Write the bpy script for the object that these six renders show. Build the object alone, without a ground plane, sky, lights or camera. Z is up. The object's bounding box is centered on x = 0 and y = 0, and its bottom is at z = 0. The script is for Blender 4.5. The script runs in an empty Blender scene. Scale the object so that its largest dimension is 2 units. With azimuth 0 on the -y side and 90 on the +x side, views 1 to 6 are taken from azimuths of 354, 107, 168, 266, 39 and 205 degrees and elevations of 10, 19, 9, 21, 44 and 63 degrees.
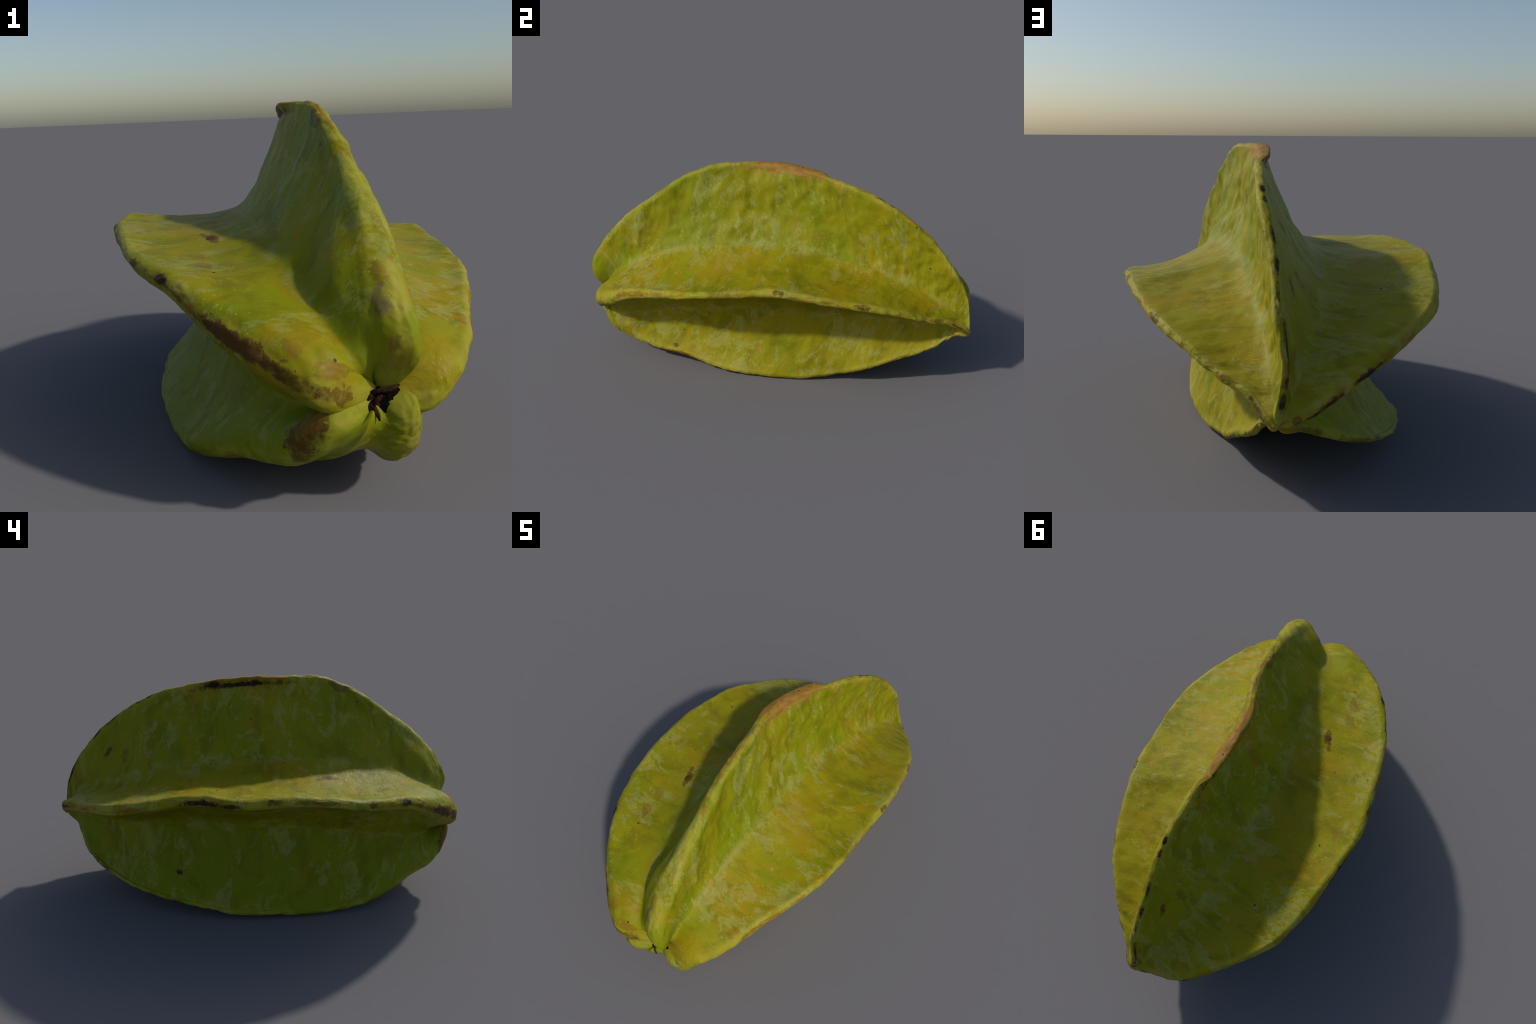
"""A ripe star fruit (carambola) lying on two of its five ribs.

The fruit is built from five crest curves (one per rib) that run from the
stem pit at the front (-y) to the pointed tip at the back (+y).  Between two
crests lies a rounded valley.  Every cross-section is made of rounded crest
caps and concave flanks, lofted along the crests and then wrinkled.
"""
import bpy, math
import numpy as np
from mathutils import noise, Vector, Matrix

rng = np.random.default_rng(7)

# ------------------------------------------------------------------ profile
# Control points of the five crest curves, pit -> tip.
CREST = {
    'A': [(0.122, -0.905, 0.319), (0.163, -0.982, 0.469), (0.155, -0.936, 0.599), (0.146, -0.800, 0.748), (0.128, -0.633, 0.869), (0.106, -0.456, 0.982), (0.090, -0.272, 1.050), (0.060, -0.092, 1.054), (0.068, 0.081, 1.047), (0.101, 0.254, 1.015), (0.131, 0.431, 0.968), (0.153, 0.602, 0.892), (0.154, 0.764, 0.774), (0.162, 0.901, 0.619), (0.153, 0.977, 0.463), (0.174, 0.997, 0.305)],
    'B': [(0.122, -0.906, 0.319), (-0.038, -0.993, 0.366), (-0.164, -0.940, 0.445), (-0.304, -0.809, 0.514), (-0.402, -0.658, 0.579), (-0.493, -0.451, 0.602), (-0.537, -0.259, 0.635), (-0.561, -0.063, 0.648), (-0.567, 0.126, 0.637), (-0.530, 0.317, 0.642), (-0.481, 0.506, 0.591), (-0.404, 0.681, 0.532), (-0.246, 0.842, 0.478), (-0.075, 0.969, 0.424), (0.075, 0.985, 0.323), (0.176, 0.995, 0.297)],
    'C': [(0.122, -0.906, 0.318), (-0.013, -0.979, 0.276), (-0.119, -0.900, 0.161), (-0.223, -0.749, 0.116), (-0.325, -0.576, 0.055), (-0.376, -0.396, 0.018), (-0.416, -0.207, 0.011), (-0.434, -0.038, 0.024), (-0.436, 0.131, 0.027), (-0.419, 0.300, 0.057), (-0.368, 0.466, 0.076), (-0.295, 0.623, 0.100), (-0.194, 0.758, 0.138), (-0.070, 0.864, 0.191), (0.072, 0.924, 0.252), (0.178, 0.998, 0.304)],
    'D': [(0.122, -0.905, 0.319), (0.192, -0.939, 0.275), (0.221, -0.902, 0.211), (0.226, -0.836, 0.128), (0.208, -0.730, 0.070), (0.249, -0.595, 0.062), (0.288, -0.427, 0.057), (0.305, -0.239, 0.021), (0.307, -0.032, 0.006), (0.281, 0.166, -0.001), (0.242, 0.349, 0.024), (0.252, 0.520, 0.083), (0.239, 0.677, 0.154), (0.225, 0.814, 0.212), (0.208, 0.914, 0.279), (0.175, 0.999, 0.309)],
    'E': [(0.122, -0.905, 0.319), (0.249, -0.935, 0.308), (0.326, -0.900, 0.353), (0.398, -0.789, 0.392), (0.466, -0.638, 0.450), (0.532, -0.450, 0.492), (0.574, -0.248, 0.522), (0.572, -0.048, 0.546), (0.566, 0.140, 0.569), (0.546, 0.309, 0.546), (0.509, 0.460, 0.519), (0.462, 0.599, 0.491), (0.396, 0.716, 0.449), (0.325, 0.821, 0.405), (0.253, 0.908, 0.369), (0.181, 0.997, 0.301)],
}

RIBS = 'ABCDE'
PIT = np.array((0.122, -0.906, 0.319))
TIP = np.array((0.175, 0.998, 0.307))
AXIS = (TIP - PIT) / np.linalg.norm(TIP - PIT)
NT, NU = 420, 44              # rings along the fruit, points on one flank


def catmull(ctrl, t):
    """Catmull-Rom curve through ctrl, sampled at t in 0..1."""
    c = np.asarray(ctrl, float)
    if c.ndim == 1:
        c = c[:, None]
    p = np.vstack([2 * c[0] - c[1], c, 2 * c[-1] - c[-2]])
    x = np.clip(t, 0, 1) * (len(c) - 1)
    i = np.minimum(x.astype(int), len(c) - 2)
    f = (x - i)[:, None]
    p0, p1, p2, p3 = p[i], p[i + 1], p[i + 2], p[i + 3]
    return .5 * (2 * p1 + (p2 - p0) * f + (2 * p0 - 5 * p1 + 4 * p2 - p3) * f ** 2
                 + (3 * p1 - p0 - 3 * p2 + p3) * f ** 3)


def unit(v):
    return v / np.maximum(np.linalg.norm(v, axis=-1, keepdims=True), 1e-9)


def smooth(x, a, b):
    x = np.clip((x - a) / (b - a), 0, 1)
    return x * x * (3 - 2 * x)


# --------------------------------------------------------------- the surface
# t runs along the fruit; more rings near both ends, where it turns sharply
lin = np.linspace(0, 1, NT)
t = lin - .6 * np.sin(2 * np.pi * lin) / (2 * np.pi)
crest = {k: catmull(CREST[k], t) for k in RIBS}
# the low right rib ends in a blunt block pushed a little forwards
crest['D'][:, 0] -= .017 * np.exp(-((t - .17) / .09) ** 2)
crest['D'][:, 1] -= .026 * np.exp(-((t - .18) / .07) ** 2)
crest['B'][:, 1] -= .008 * np.exp(-((t - .07) / .04) ** 2)
crest['A'][:, 1] -= .010 * np.exp(-((t - .07) / .04) ** 2)
# the ribs do not run out to a needle: they end on a small blunt knob
for k in RIBS:
    away = crest[k][NT // 2] - sum(crest[q][NT // 2] for q in RIBS) / 5
    away -= AXIS * (away @ AXIS)
    crest[k] = crest[k] + (.024 * smooth(t, .93, 1) * np.sqrt(np.clip(1 - smooth(t, .985, 1) * .75, 0, 1)))[:, None] * unit(away)

# spine: mean of the crests, but kept inside the hollow at the pit end
spine = sum(crest.values()) / 5
ends = np.linspace(0, 1, 16)
spine_y = catmull([-.885, -.85, -.80, -.73, -.60, -.44, -.25, -.07, .11, .28, .45, .60, .73, .85, .94, .985], t)[:, 0]
spine[:, 1] = spine_y

# how far a valley lies from the spine, as a part of the way to the chord
# between its two crests
VALLEY = {
    'A': [.00, .86, .82, .73, .66, .60, .57, .56, .56, .56, .55, .54, .53, .55, .62, .85],
    'B': [.00, .55, .66, .64, .58, .53, .51, .50, .49, .48, .47, .47, .48, .52, .62, .85],
    'C': [.00, .92, 1.03, 1.05, 1.00, .90, .78, .67, .60, .56, .54, .54, .54, .56, .64, .85],
    'D': [.00, .78, .88, .88, .80, .72, .66, .62, .60, .58, .56, .55, .55, .56, .62, .85],
    'E': [.00, .58, .68, .68, .65, .62, .60, .58, .57, .54, .52, .50, .49, .51, .60, .85],
}
# some valleys sit closer to the next rib (+) or to this one (-)
SHIFT = {'A': [.0, .02, .03, .02, .0, -.03, -.06, -.07, -.06, -.05, -.04, -.02, 0, 0, 0, 0],
         'B': [.0, .16, .16, .14, .10, .05, .03, .02, .02, .02, .02, .02, .0, 0, 0, 0],
         'C': [.0] * 16,
         'D': [.0, -.18, -.18, -.14, -.08, -.03, 0, 0, 0, 0, 0, 0, 0, 0, 0, 0],
         'E': [.0] * 16}
# crest radius (half the thickness of the rib's edge)
RADIUS = {
    'A': [.020, .056, .058, .050, .040, .030, .022, .019, .018, .018, .017, .016, .015, .014, .013, .013],
    'B': [.020, .058, .058, .048, .038, .030, .025, .024, .022, .020, .018, .017, .016, .015, .014, .013],
    'C': [.020, .052, .056, .048, .036, .028, .023, .021, .020, .019, .018, .017, .016, .015, .014, .013],
    'D': [.020, .060, .068, .058, .034, .026, .021, .019, .018, .018, .017, .016, .015, .014, .013, .013],
    'E': [.020, .056, .056, .044, .032, .024, .020, .018, .018, .018, .017, .016, .015, .014, .013, .013],
}
BROAD = {'A+': .20, 'B-': .25, 'B+': .20}
out_dir = {k: unit(crest[k] - spine) for k in RIBS}
valley, valley_dir = {}, {}
for n, k in enumerate(RIBS):
    nxt = RIBS[(n + 1) % 5]
    f = catmull(VALLEY[k], t)
    w = .5 + catmull(SHIFT[k], t)
    chord = crest[k] * (1 - w) + crest[nxt] * w
    v = spine + f * (chord - spine)
    v[:, 1] = spine[:, 1] + (chord[:, 1] - spine[:, 1]) * (.95 if k == 'C' else .75) * f[:, 0]
    valley[k] = v
    b = unit(out_dir[k] + out_dir[nxt])
    b -= AXIS * (b @ AXIS)[:, None]
    valley_dir[k] = unit(b)


def flank(k, side):
    """One flank: crest cap, then a concave sweep down to the valley floor.
    Returns an array (NT, NU, 3); column 0 is the crest, the last the valley."""
    n = RIBS.index(k)
    vk = k if side > 0 else RIBS[n - 1]
    V, b = valley[vk], valley_dir[vk]
    P, u = crest[k], out_dir[k]
    # the way around the fruit from A to B to C ... (towards the next rib)
    around = unit(np.cross(u, AXIS[None]))
    toward = RIBS[(n + 1) % 5]
    if np.mean(((crest[toward] - crest[k]) * around).sum(1)) < 0:
        around = -around
    L = around * side
    reach = np.linalg.norm(P - spine, axis=1, keepdims=True)
    rho = np.minimum(catmull(RADIUS[k], t), .40 * reach)
    # broad shoulders beside the pit on some flanks
    rho = rho * (1 + BROAD.get(k + ('+' if side > 0 else '-'), 0) * np.exp(-((t - .16) / .075) ** 2)[:, None])
    # plump near the pit, blade-like further back
    plump = (1 - smooth(t, .10, .30))[:, None]
    top = np.radians(82 - 22 * plump)
    ncap = 13
    cols = []
    for a in np.linspace(0, 1, ncap):
        cols.append(P - rho * (1 - np.cos(a * top)) * u + rho * np.sin(a * top) * L)
    E = cols[-1]
    tan = -np.sin(top) * u + np.cos(top) * L
    floor = np.cross(b, AXIS[None])
    floor = unit(floor) * np.sign(((E - V) * floor).sum(1, keepdims=True) + 1e-12)
    D = np.linalg.norm(E - V, axis=1, keepdims=True)
    P1, P2 = E + (.40 + .08 * plump) * D * tan, V + .17 * D * floor
    for s in np.linspace(0, 1, NU - ncap + 1)[1:]:
        cols.append((1 - s) ** 3 * E + 3 * s * (1 - s) ** 2 * P1 + 3 * s * s * (1 - s) * P2 + s ** 3 * V)
    return np.stack(cols, 1)


# one closed sheet: for every rib left flank (valley -> crest), right flank
blocks, across, owner = [], [], []
for n, k in enumerate(RIBS):
    a, c = flank(k, -1), flank(k, +1)
    blocks.append(np.concatenate([a[:, ::-1], c[:, 1:-1]], 1))    # valley .. crest .. (next valley left out)
    s = np.linspace(-1, 0, NU).tolist() + np.linspace(0, 1, NU)[1:-1].tolist()
    across += s
    owner += [n] * len(s)
grid = np.concatenate(blocks, 1)
across, owner = np.array(across), np.array(owner)
NC = grid.shape[1]
PER = NC // 5


def grid_normals(g):
    du = np.roll(g, -1, 1) - np.roll(g, 1, 1)
    dt = np.gradient(g, axis=0)
    n = np.cross(du, dt)
    n = unit(n)
    mid = spine[:, None]
    flip = np.sign(((g - mid) * n).sum(-1).mean())
    return n * flip


# -------------------------------------------------------------- relief
def fbm(p, octaves=3):
    return noise.fractal(Vector(p), 1.0, 2.0, octaves)


# signed distance from the crest, in metres along the surface
rim = np.zeros((NT, NC))
for n in range(5):
    c0 = n * PER + NU - 1                     # the crest column of this rib
    for side in (-1, 1):
        d = np.zeros(NT)
        for q in range(1, NU):
            j, prev = (c0 + side * q) % NC, (c0 + side * (q - 1)) % NC
            d = d + np.linalg.norm(grid[:, j] - grid[:, prev], axis=1)
            if not (side > 0 and q == NU - 1):
                rim[:, j] = side * d

# the healed scar on the top rib: a swollen lip that leans over the left flank
lip = (smooth(t, .42, .50) * (1 - smooth(t, .600, .620)))[:, None]
for c in range(PER):
    j = c
    lean = np.exp(-(np.abs(rim[:, j:j + 1]) / .045) ** 2) * lip
    side_dir = unit(np.cross(out_dir['A'], AXIS[None]))
    if np.mean(((crest['B'] - crest['A']) * side_dir).sum(1)) < 0:
        side_dir = -side_dir
    grid[:, j] += lean * (.022 * side_dir)
    r = rim[:, j:j + 1]
    swell = np.exp(-((np.abs(r) - .016) / .016) ** 2) * lip
    under = np.exp(-((r - .050) / .012) ** 2) * lip
    grid[:, j] += side_dir * np.sign(r) * swell * .007 - side_dir * under * .014

nrm = grid_normals(grid)
length = np.concatenate([[0], np.cumsum(np.linalg.norm(np.diff(crest['A'], axis=0), axis=1))])
# flanks carry fine ribs that run from the valley to the crest; the top rib's
# sunny flank is the most wrinkled
WRINKLE = {'A': (.0060, .0135), 'B': (.0050, .0050), 'C': (.0080, .0060), 'D': (.0070, .0070), 'E': (.0055, .0050)}
amount = np.zeros((NT, NC))
end_fade = smooth(t, 0, .10) * (1 - smooth(t, .93, 1))
# swellings (+) and hollows (-) of single flanks:
# rib, side, place along, spread, place across, spread, height
SWELL = [
    ('A', 1, .19, .050, .45, .20, .012), ('A', 1, .32, .10, .45, .30, -.012), ('B', -1, .10, .045, .50, .25, .010), ('B', -1, .55, .13, .35, .30, .007), ('A', 1, .23, .026, .75, .13, -.016), ('A', 1, .175, .030, .58, .14, .010), ('A', 1, .21, .020, .30, .12, -.009), ('A', 1, .27, .022, .55, .14, .007), ('B', 1, .30, .12, .35, .30, -.014), ('D', 1, .38, .10, .50, .30, -.012),
    ('A', -1, .47, .080, .40, .25, .012),
    ('B', -1, .20, .055, .50, .22, .014), ('B', 1, .20, .055, .50, .22, .008), ('B', -1, .74, .120, .45, .30, .022),
    ('C', -1, .50, .25, .45, .30, -.018), ('C', -1, .78, .10, .45, .30, -.020),
    ('D', 1, .65, .110, .50, .30, .024), ('D', 1, .16, .070, .50, .25, -.018),
    ('E', 1, .20, .055, .50, .22, .008),
]
for j in range(NC):
    k = RIBS[owner[j]]
    s = across[j]
    w = WRINKLE[k][1 if s < 0 else 0]
    body = 1 - smooth(abs(s), .80, 1.0)
    bumps = [(t0, st, h * math.exp(-((abs(s) - s0) / ss) ** 2)) for (q, sd, t0, st, s0, ss, h) in SWELL if q == k and sd * s > 0]
    for i in range(NT):
        p = grid[i, j]
        r = rim[i, j]
        front = 1 - smooth(t[i], .08, .32)
        edge = math.exp(-(r / (.03 + .07 * front)) ** 2)
        flat = (1 - edge) * (1 - .55 * front)
        y = length[i]
        val = .38 * w * body * flat * fbm((y * 14 + owner[j] * 9, r * 4.0, owner[j] * 5.3)) * end_fade[i]
        val += .68 * w * body * flat * (fbm((p[0] * 9 + 3, p[1] * 9, p[2] * 9), 2) + .65 * fbm((p[0] * 19, p[1] * 19 + 5, p[2] * 19), 2)) * (.35 + .65 * end_fade[i])
        val += .0050 * edge * fbm((y * 15, owner[j] * 7.7, r * 30.0), 3) * end_fade[i]
        val += .0045 * fbm((p[0] * 3.5, p[1] * 3.5 + 8, p[2] * 3.5), 2) * end_fade[i]
        for (t0, st, h) in bumps:
            val += h * math.exp(-((t[i] - t0) / st) ** 2)
        amount[i, j] = val
grid = grid + nrm * amount[..., None]
grid[..., 2] -= min(0, grid[..., 2].min())

verts = grid.reshape(-1, 3)
pit_point = grid[0].mean(0) + AXIS * .01
tip_point = grid[-1].mean(0) + AXIS * .004

# --------------------------------------------------------------- materials
def new_material(name):
    m = bpy.data.materials.new(name)
    m.use_nodes = True
    nt = m.node_tree
    nt.nodes.clear()
    out = nt.nodes.new('ShaderNodeOutputMaterial')
    bsdf = nt.nodes.new('ShaderNodeBsdfPrincipled')
    nt.links.new(bsdf.outputs[0], out.inputs[0])
    return m, nt, bsdf


class Graph:
    """Small helper to write node graphs as expressions."""
    def __init__(self, nt):
        self.nt = nt

    def put(self, sock, val):
        if isinstance(val, bpy.types.NodeSocket):
            self.nt.links.new(val, sock)
        else:
            sock.default_value = val

    def math(self, op, a, b=0.0, clamp=False):
        n = self.nt.nodes.new('ShaderNodeMath')
        n.operation, n.use_clamp = op, clamp
        self.put(n.inputs[0], a)
        self.put(n.inputs[1], b)
        return n.outputs[0]

    def ramp(self, x, a, b, lo=0.0, hi=1.0):
        n = self.nt.nodes.new('ShaderNodeMapRange')
        n.interpolation_type = 'SMOOTHSTEP'
        for s, v in zip(n.inputs[:5], (x, a, b, lo, hi)):
            self.put(s, v)
        return n.outputs[0]

    def mix(self, f, a, b, kind='MIX'):
        n = self.nt.nodes.new('ShaderNodeMix')
        n.data_type, n.blend_type = 'RGBA', kind
        self.put(n.inputs[0], f)
        for s, v in ((n.inputs[6], a), (n.inputs[7], b)):
            self.put(s, (*v, 1.0) if isinstance(v, tuple) else v)
        return n.outputs[2]

    def noise(self, vec, scale, detail=3.0, rough=.55, dist=0.0):
        n = self.nt.nodes.new('ShaderNodeTexNoise')
        self.put(n.inputs['Vector'], vec)
        n.inputs['Scale'].default_value = scale
        n.inputs['Detail'].default_value = detail
        n.inputs['Roughness'].default_value = rough
        n.inputs['Distortion'].default_value = dist
        return n.outputs[0]

    def voronoi(self, vec, scale, rand=1.0):
        n = self.nt.nodes.new('ShaderNodeTexVoronoi')
        self.put(n.inputs['Vector'], vec)
        n.inputs['Scale'].default_value = scale
        n.inputs['Randomness'].default_value = rand
        return n.outputs['Distance'], n.outputs['Color']

    def combine(self, x, y, z):
        n = self.nt.nodes.new('ShaderNodeCombineXYZ')
        for s, v in zip(n.inputs, (x, y, z)):
            self.put(s, v)
        return n.outputs[0]

    def scalar(self, name):
        n = self.nt.nodes.new('ShaderNodeAttribute')
        n.attribute_name = name
        return n.outputs['Fac']

    def object_coords(self):
        return self.nt.nodes.new('ShaderNodeTexCoord').outputs['Object']


OLIVE = (.265, .232, .005)
GREEN = (.192, .220, .004)
GOLD = (.295, .212, .005)
SHADE = (.150, .140, .003)
WAX = (.325, .330, .090)
PALE = (.390, .345, .045)
TAN = (.310, .175, .030)
RUST = (.215, .105, .012)
BROWN = (.110, .052, .010)
DUSK = (.150, .095, .055)
DARK = (.026, .012, .009)

# bruises and one painted lip shadow: place along the crest, distance from the crest (+ towards the next
# rib), length, width in metres, strength, kind
BLOTCH = {
    'A': [(.53, -.012, .090, .040, 1.0, 'tan'), (.53, .012, .085, .025, .5, 'rust'), (.545, .046, .070, .011, 1.0, 'dark'), (.60, .035, .016, .018, .9, 'dark'),  # both 'dark' strokes paint the shadow cast beneath the overhanging lip
          (.36, .035, .018, .030, .7, 'brown'), (.40, .0, .050, .012, .7, 'tan'), (.34, .0, .04, .010, .6, 'rust'),
          (.150, .035, .012, .022, .6, 'rust'), (.115, .045, .020, .024, .7, 'dusk'), (.065, .03, .012, .014, .7, 'rust'), (.05, .0, .02, .04, .35, 'rust'),
          (.715, .008, .005, .007, 1., 'dark'), (.735, .011, .006, .006, .9, 'dark'), (.790, .012, .010, .006, 1., 'dark'),
          (.825, .013, .008, .006, 1., 'dark'), (.850, .008, .014, .006, .8, 'brown'), (.912, .014, .026, .008, 1., 'dark'), (.955, .012, .010, .012, .9, 'dark'), (.980, .008, .012, .012, .9, 'dark'),
          (.80, .150, .010, .020, .95, 'brown'), (.76, .24, .008, .03, .5, 'brown')],
    'B': [(.175, .012, .034, .022, 1., 'dark'), (.155, .012, .050, .030, .9, 'brown'), (.110, .015, .030, .026, .8, 'brown'), (.118, -.055, .012, .024, .6, 'rust'), (.07, -.060, .016, .035, .7, 'rust'),
          (.055, .0, .020, .03, .8, 'brown'), (.275, -.008, .010, .016, 1., 'dark'), (.33, -.008, .007, .012, .9, 'brown'), (.245, .006, .014, .012, .7, 'brown'),
          (.385, -.285, .008, .013, 1., 'dark'), (.378, -.295, .014, .014, .8, 'brown'), (.395, -.275, .012, .010, .7, 'brown'), (.30, -.17, .012, .030, .5, 'rust'), (.33, -.20, .010, .025, .5, 'rust'),
          (.42, .0, .03, .015, .6, 'brown'), (.48, -.004, .016, .014, .9, 'brown'), (.55, .010, .016, .010, 1., 'dark'), (.59, .008, .030, .012, 1., 'dark'), (.54, -.10, .012, .030, .45, 'rust'),
          (.70, .0, .02, .010, .6, 'rust'), (.845, .004, .009, .007, .8, 'dark'), (.865, .004, .013, .009, .9, 'dark'), (.925, .005, .034, .009, .9, 'dark'), (.97, .0, .018, .014, .7, 'brown')],
    'C': [(.095, -.035, .030, .046, 1., 'brown'), (.085, -.05, .022, .03, .6, 'rust'), (.115, .0, .018, .03, .8, 'brown'), (.35, .0, .012, .010, .6, 'brown'),
          (.64, -.150, .006, .013, 1., 'dark'), (.64, .0, .012, .010, .9, 'dark'), (.84, .0, .05, .014, .7, 'brown'), (.93, .0, .03, .014, .7, 'brown')],
    'D': [(.395, .004, .022, .014, 1., 'dark'), (.42, .02, .050, .045, .45, 'gold'), (.37, .05, .006, .010, .9, 'brown'), (.55, .0, .05, .010, .7, 'rust'),
          (.74, .0, .05, .012, .7, 'brown'), (.68, .0, .04, .012, .7, 'brown'), (.96, .0, .03, .02, .6, 'brown')],
    'E': [(.27, .004, .040, .014, .75, 'rust'), (.22, .05, .012, .020, .6, 'rust'), (.545, .006, .014, .010, .9, 'brown'), (.70, .004, .016, .012, .9, 'brown'),
          (.885, .004, .016, .012, .9, 'rust'), (.965, .0, .020, .010, .7, 'dark'), (.40, .25, .04, .12, .5, 'gold'), (.46, .30, .05, .08, .5, 'gold')],
}
KIND = {'tan': TAN, 'rust': RUST, 'brown': BROWN, 'dusk': DUSK, 'dark': DARK, 'gold': GOLD}
TONE = {'A': -.05, 'B': .16, 'C': -.35, 'D': .12, 'E': .22}     # more gold (+) or more green (-)


def skin_material(k):
    m, nt, bsdf = new_material('star_fruit_skin')
    g = Graph(nt)
    obj = g.object_coords()
    al, rm, ln = g.scalar('along'), g.scalar('rim'), g.scalar('arc')
    ac = g.scalar('across')
    seed = RIBS.index(k) * 3.7
    edge = g.math('ABSOLUTE', rm)
    # coordinates stretched along the flank, crest to valley
    streak = g.combine(ln, g.math('MULTIPLY', rm, .60), seed)
    long = g.combine(g.math('MULTIPLY', ln, .5), rm, seed + 5.0)
    # ground tone: green near the pit, golden olive towards the tip
    big = g.noise(obj, 2.4, 3)
    tone = g.math('ADD', big, g.math('ADD', g.ramp(al, .05, .55, -.14, .04), TONE[k] * .45))
    col = g.mix(g.ramp(tone, .36, .60), GREEN, OLIVE)
    gold = g.noise(g.combine(ln, g.math('MULTIPLY', rm, .6), seed + 9.0), 5.0, 5, .6, .5)
    gold = g.math('ADD', gold, TONE[k] * .25)
    col = g.mix(g.math('MULTIPLY', g.ramp(gold, .52, .66), .8), col, GOLD)
    away = g.ramp(al, .05, .20)
    # darker clouds
    cloud = g.noise(streak, 11.0, 5, .6, .6)
    col = g.mix(g.math('MULTIPLY', g.ramp(cloud, .52, .36, 0, .55), g.math('ADD', g.math('MULTIPLY', away, .7), .3)), col, SHADE)
    # waxy bloom: pale, sharp-edged brush marks
    wx = g.noise(streak, 10.0, 7, .62, 1.6)
    wpatch = g.noise(obj, 3.6, 4, .6)
    fine = g.noise(obj, 70.0, 5, .7)
    brush = g.noise(streak, 46.0, 5, .65, 1.5)
    level = g.math('ADD', wx, g.math('MULTIPLY', g.math('SUBTRACT', wpatch, .5), .80))
    level = g.math('ADD', level, g.math('MULTIPLY', g.math('SUBTRACT', brush, .5), .30))
    wax = g.ramp(level, .535, .635)
    wax = g.math('MULTIPLY', wax, g.ramp(brush, .30, .62, .35, 1.0))
    wax = g.math('MULTIPLY', wax, g.math('ADD', g.math('MULTIPLY', away, .75), .25))
    col = g.mix(g.math('MULTIPLY', wax, .50), col, WAX)
    # pale line along the valley floor
    floor = g.math('MULTIPLY', g.ramp(g.math('ADD', g.math('ABSOLUTE', ac), g.math('MULTIPLY', g.math('SUBTRACT', brush, .5), .25)), .86, .98), g.ramp(g.noise(obj, 9.0, 5, .65), .46, .60))
    col = g.mix(g.math('MULTIPLY', floor, .38), col, WAX)
    # fine brushed grain
    col = g.mix(g.math('MULTIPLY', g.ramp(brush, .44, .30, 0, .35), away), col, SHADE)
    # yellow grains
    d, _ = g.voronoi(g.combine(ln, g.math('MULTIPLY', rm, .7), seed), 90.0)
    grain = g.math('MULTIPLY', g.ramp(d, .24, .10), g.ramp(g.noise(obj, 5.5, 4, .6), .52, .60))
    col = g.mix(g.math('MULTIPLY', grain, .75), col, (.50, .40, .02))
    # paler crest
    crest_mask = g.math('MULTIPLY', g.ramp(edge, .050, .012), g.ramp(g.noise(obj, 8.0, 5, .6), .40, .56))
    col = g.mix(g.math('MULTIPLY', crest_mask, .48), col, PALE)
    # rusty rim, broken into dashes
    rim = g.math('MULTIPLY', g.ramp(edge, .024, .006), g.math('MULTIPLY', g.ramp(g.noise(g.combine(ln, g.math('MULTIPLY', rm, 2.5), seed), 7.0, 6, .7), .50, .60), g.ramp(al, .08, .22)))
    col = g.mix(g.math('MULTIPLY', rim, .70), col, RUST)
    # bruises, and the shade drawn below the lip
    wob1 = g.math('SUBTRACT', g.noise(obj, 22.0, 5, .7), .5)
    wob2 = g.math('SUBTRACT', g.noise(obj, 60.0, 5, .7), .5)
    wob = g.math('ADD', g.math('MULTIPLY', wob1, 2.8), g.math('MULTIPLY', wob2, 1.8))
    inner = g.ramp(g.noise(obj, 34.0, 5, .7), .34, .56, .45, 1.0)
    for (a0, c0, la, wc, strength, kind) in BLOTCH[k]:
        da = g.math('DIVIDE', g.math('SUBTRACT', al, a0), la)
        dc = g.math('DIVIDE', g.math('SUBTRACT', rm, c0), wc)
        r = g.math('SQRT', g.math('ADD', g.math('MULTIPLY', da, da), g.math('MULTIPLY', dc, dc)))
        r = g.math('ADD', r, wob)
        if kind == 'dark':
            col = g.mix(g.math('MULTIPLY', g.ramp(r, 1.7, .8), strength * .7), col, BROWN)
        mask = g.math('MULTIPLY', g.ramp(r, 1.15, .70), inner if kind != 'tan' else 1.0)
        col = g.mix(g.math('MULTIPLY', mask, strength), col, KIND[kind])
        if kind == 'tan':
            stripe = g.noise(g.combine(g.math('MULTIPLY', ln, 8.0), g.math('MULTIPLY', rm, 60.0), 0.0), 1.0, 4)
            col = g.mix(g.math('MULTIPLY', g.math('MULTIPLY', mask, g.ramp(stripe, .50, .62)), .6), col, RUST)
    # black pinpricks
    d2, c2 = g.voronoi(obj, 12.0)
    sep = nt.nodes.new('ShaderNodeSeparateColor')
    nt.links.new(c2, sep.inputs[0])
    dot = g.math('MULTIPLY', g.ramp(d2, .072, .045), g.math('GREATER_THAN', sep.outputs[0], .66))
    col = g.mix(g.math('MULTIPLY', dot, .9), col, DARK)
    nt.links.new(col, bsdf.inputs['Base Color'])
    rough = g.ramp(fine, .3, .7, .42, .58)
    nt.links.new(rough, bsdf.inputs['Roughness'])
    bsdf.inputs['Specular IOR Level'].default_value = .10
    bump = nt.nodes.new('ShaderNodeBump')
    bump.inputs['Strength'].default_value = .45
    bump.inputs['Distance'].default_value = .006
    h = g.math('MULTIPLY', away, g.math('ADD', g.math('MULTIPLY', level, .8), g.math('MULTIPLY', brush, .6)))
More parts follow.
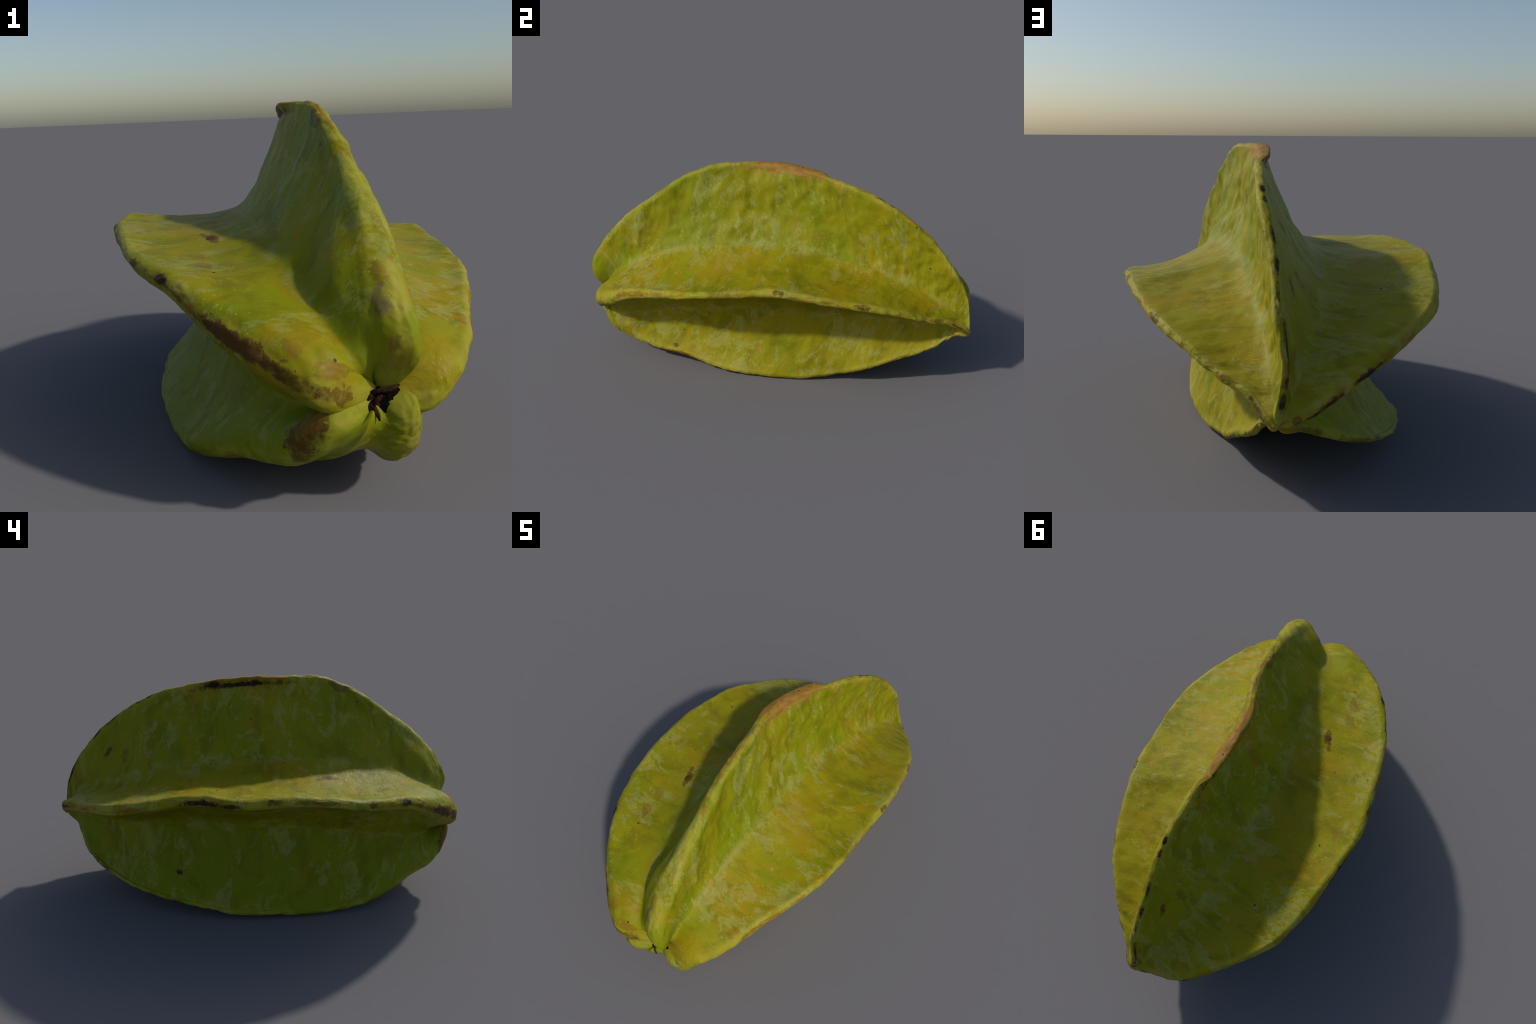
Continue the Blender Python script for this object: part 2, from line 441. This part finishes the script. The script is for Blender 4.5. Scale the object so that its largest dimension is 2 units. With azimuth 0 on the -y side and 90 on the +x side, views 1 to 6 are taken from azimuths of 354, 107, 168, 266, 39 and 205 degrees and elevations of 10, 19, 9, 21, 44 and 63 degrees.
    nt.links.new(h, bump.inputs['Height'])
    nt.links.new(bump.outputs[0], bsdf.inputs['Normal'])
    return m


def plain_material(name, a, b, scale, rough=.8):
    m, nt, bsdf = new_material(name)
    g = Graph(nt)
    col = g.mix(g.ramp(g.noise(g.object_coords(), scale, 5, .7), .35, .65), a, b)
    nt.links.new(col, bsdf.inputs['Base Color'])
    bsdf.inputs['Roughness'].default_value = rough
    bsdf.inputs['Specular IOR Level'].default_value = .08
    return m


# --------------------------------------------------------------- objects
def link(o, parent=None):
    bpy.context.scene.collection.objects.link(o)
    if parent:
        o.parent = parent
    return o


fruit = link(bpy.data.objects.new('star_fruit', None))
fruit['label'] = 'yellow-green five-ribbed star fruit with brown bruised edges'
fruit['category'] = 'fruit'

full_nrm = grid_normals(grid).reshape(-1, 3)
arc = {k: np.concatenate([[0], np.cumsum(np.linalg.norm(np.diff(crest[k], axis=0), axis=1))]) for k in RIBS}
for n, k in enumerate(RIBS):
    cols = [(n * PER + c) % NC for c in range(PER + 1)]          # from valley to valley
    W = len(cols)
    pts = grid[:, cols].reshape(-1, 3)
    nn = full_nrm.reshape(NT, NC, 3)[:, cols].reshape(-1, 3)
    faces = []
    for i in range(NT - 1):
        for c in range(W - 1):
            a = i * W + c
            faces.append((a, a + 1, a + W + 1, a + W))
    pi, ti = len(pts), len(pts) + 1
    pts = np.vstack([pts, pit_point, tip_point])
    nn = np.vstack([nn, -AXIS, AXIS])
    for c in range(W - 1):
        faces.append((c + 1, c, pi))
        faces.append(((NT - 1) * W + c, (NT - 1) * W + c + 1, ti))
    me = bpy.data.meshes.new('rib')
    me.from_pydata(pts.tolist(), [], faces)
    # outward winding
    f0 = me.polygons[(NT // 2) * (W - 1) + W // 2]
    if f0.normal.dot(Vector(out_dir[k][NT // 2])) < 0:
        me.flip_normals()
    me.polygons.foreach_set('use_smooth', [True] * len(me.polygons))
    s = np.concatenate([np.linspace(-1, 0, NU), np.linspace(0, 1, NU)[1:]])
    al = np.concatenate([np.repeat(t, W), [0, 1]])
    ac = np.concatenate([np.tile(s, NT), [0, 0]])
    own = rim[:, cols].copy()
    own[:, -1] = own[:, -2] + (own[:, -2] - own[:, -3])          # the shared valley column, seen from this rib
    rm = np.concatenate([own.ravel(), [0, 0]])
    ar = np.concatenate([np.repeat(arc[k], W), [0, arc[k][-1]]])
    for nm, data in (('along', al), ('across', ac), ('arc', ar), ('rim', rm)):
        at = me.attributes.new(nm, 'FLOAT', 'POINT')
        at.data.foreach_set('value', data.astype(np.float32))
    me.normals_split_custom_set_from_vertices(unit(nn).tolist())
    me.materials.append(skin_material(k))
    o = link(bpy.data.objects.new('rib', me), fruit)

# the dried remains in the stem pit, and the black of its shadowed hole
husk = plain_material('dried_husk', (.006, .003, .002), (.050, .022, .012), 60.0, .95)
black = plain_material('painted_pit_shadow', (.002, .0015, .001), (.008, .004, .003), 30.0, .95)


def tube(name, path, widths, thick, mat, parent):
    """A curled strip: an oval loft along a path."""
    path = catmull(path, np.linspace(0, 1, 17))
    w = catmull(widths, np.linspace(0, 1, 17))[:, 0]
    tan = unit(np.gradient(path, axis=0))
    side = unit(np.cross(tan, AXIS[None]))
    up = unit(np.cross(side, tan))
    vs, fs, M = [], [], 10
    for i in range(17):
        for j in range(M):
            a = 2 * math.pi * j / M
            vs.append(path[i] + side[i] * w[i] * math.cos(a) + up[i] * thick * math.sin(a) * (1 + .3 * math.sin(i * 1.7 + j)))
    for i in range(16):
        for j in range(M):
            fs.append((i * M + j, i * M + (j + 1) % M, (i + 1) * M + (j + 1) % M, (i + 1) * M + j))
    fs.append(tuple(range(M))[::-1])
    fs.append(tuple(range(16 * M, 17 * M)))
    me = bpy.data.meshes.new(name)
    me.from_pydata([tuple(v) for v in vs], [], fs)
    me.polygons.foreach_set('use_smooth', [True] * len(me.polygons))
    me.materials.append(mat)
    return link(bpy.data.objects.new(name, me), parent)


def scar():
    """Ragged black disc modelled for the darkness inside the stem pit."""
    vs, fs, R, M = [], [], 7, 28
    c = PIT - AXIS * .007 + np.array((.014, 0, -.006))
    e1 = unit(np.cross(AXIS, np.array((0, 0, 1.))))
    e2 = np.cross(e1, AXIS)
    for i in range(R):
        r = .042 * i / (R - 1)
        for j in range(M):
            a = 2 * math.pi * j / M
            rr = r * (1 + .25 * noise.noise(Vector((math.cos(a) * 2, math.sin(a) * 2, 4.0))))
            h = -.006 * (1 - (i / (R - 1)) ** 2) + .004 * noise.noise(Vector((i * .7, math.cos(a) * 3, math.sin(a) * 3)))
            vs.append(tuple(c + e1 * rr * math.cos(a) + e2 * rr * math.sin(a) + AXIS * h))
    for i in range(R - 1):
        for j in range(M):
            fs.append((i * M + j, i * M + (j + 1) % M, (i + 1) * M + (j + 1) % M, (i + 1) * M + j))
    me = bpy.data.meshes.new('pit_shadow_disc')
    me.from_pydata(vs, [], fs)
    me.polygons.foreach_set('use_smooth', [True] * len(me.polygons))
    me.materials.append(black)
    return link(bpy.data.objects.new('pit_shadow_disc', me), fruit)


scar()
P0 = PIT
def around(x, d, z):
    return (PIT[0] + x, PIT[1] - d, PIT[2] + z)
SEPALS = [
    [around(-.012, .010, -.004), around(-.026, .026, -.016), around(-.018, .034, -.034), around(-.012, .034, -.052)],
    [around(-.030, .006, .006), around(-.024, .024, .020), around(-.006, .032, .026), around(.014, .026, .022)],
    [around(-.006, .010, .012), around(.008, .026, .022), around(.026, .022, .026), around(.044, .016, .030)],
    [around(-.01, .010, .0), around(-.026, .022, .010), around(-.040, .022, .002), around(-.058, .014, -.004)],
    [around(-.012, .010, -.004), around(-.028, .024, -.010), around(-.034, .028, -.020), around(-.032, .026, -.030)],
    [around(.004, .012, .004), around(-.010, .028, .006), around(-.020, .030, -.004), around(-.012, .030, -.014)],
]
for path in SEPALS:
    tube('sepal', path, [.003, .007, .006, .0025], .0025, husk, fruit)
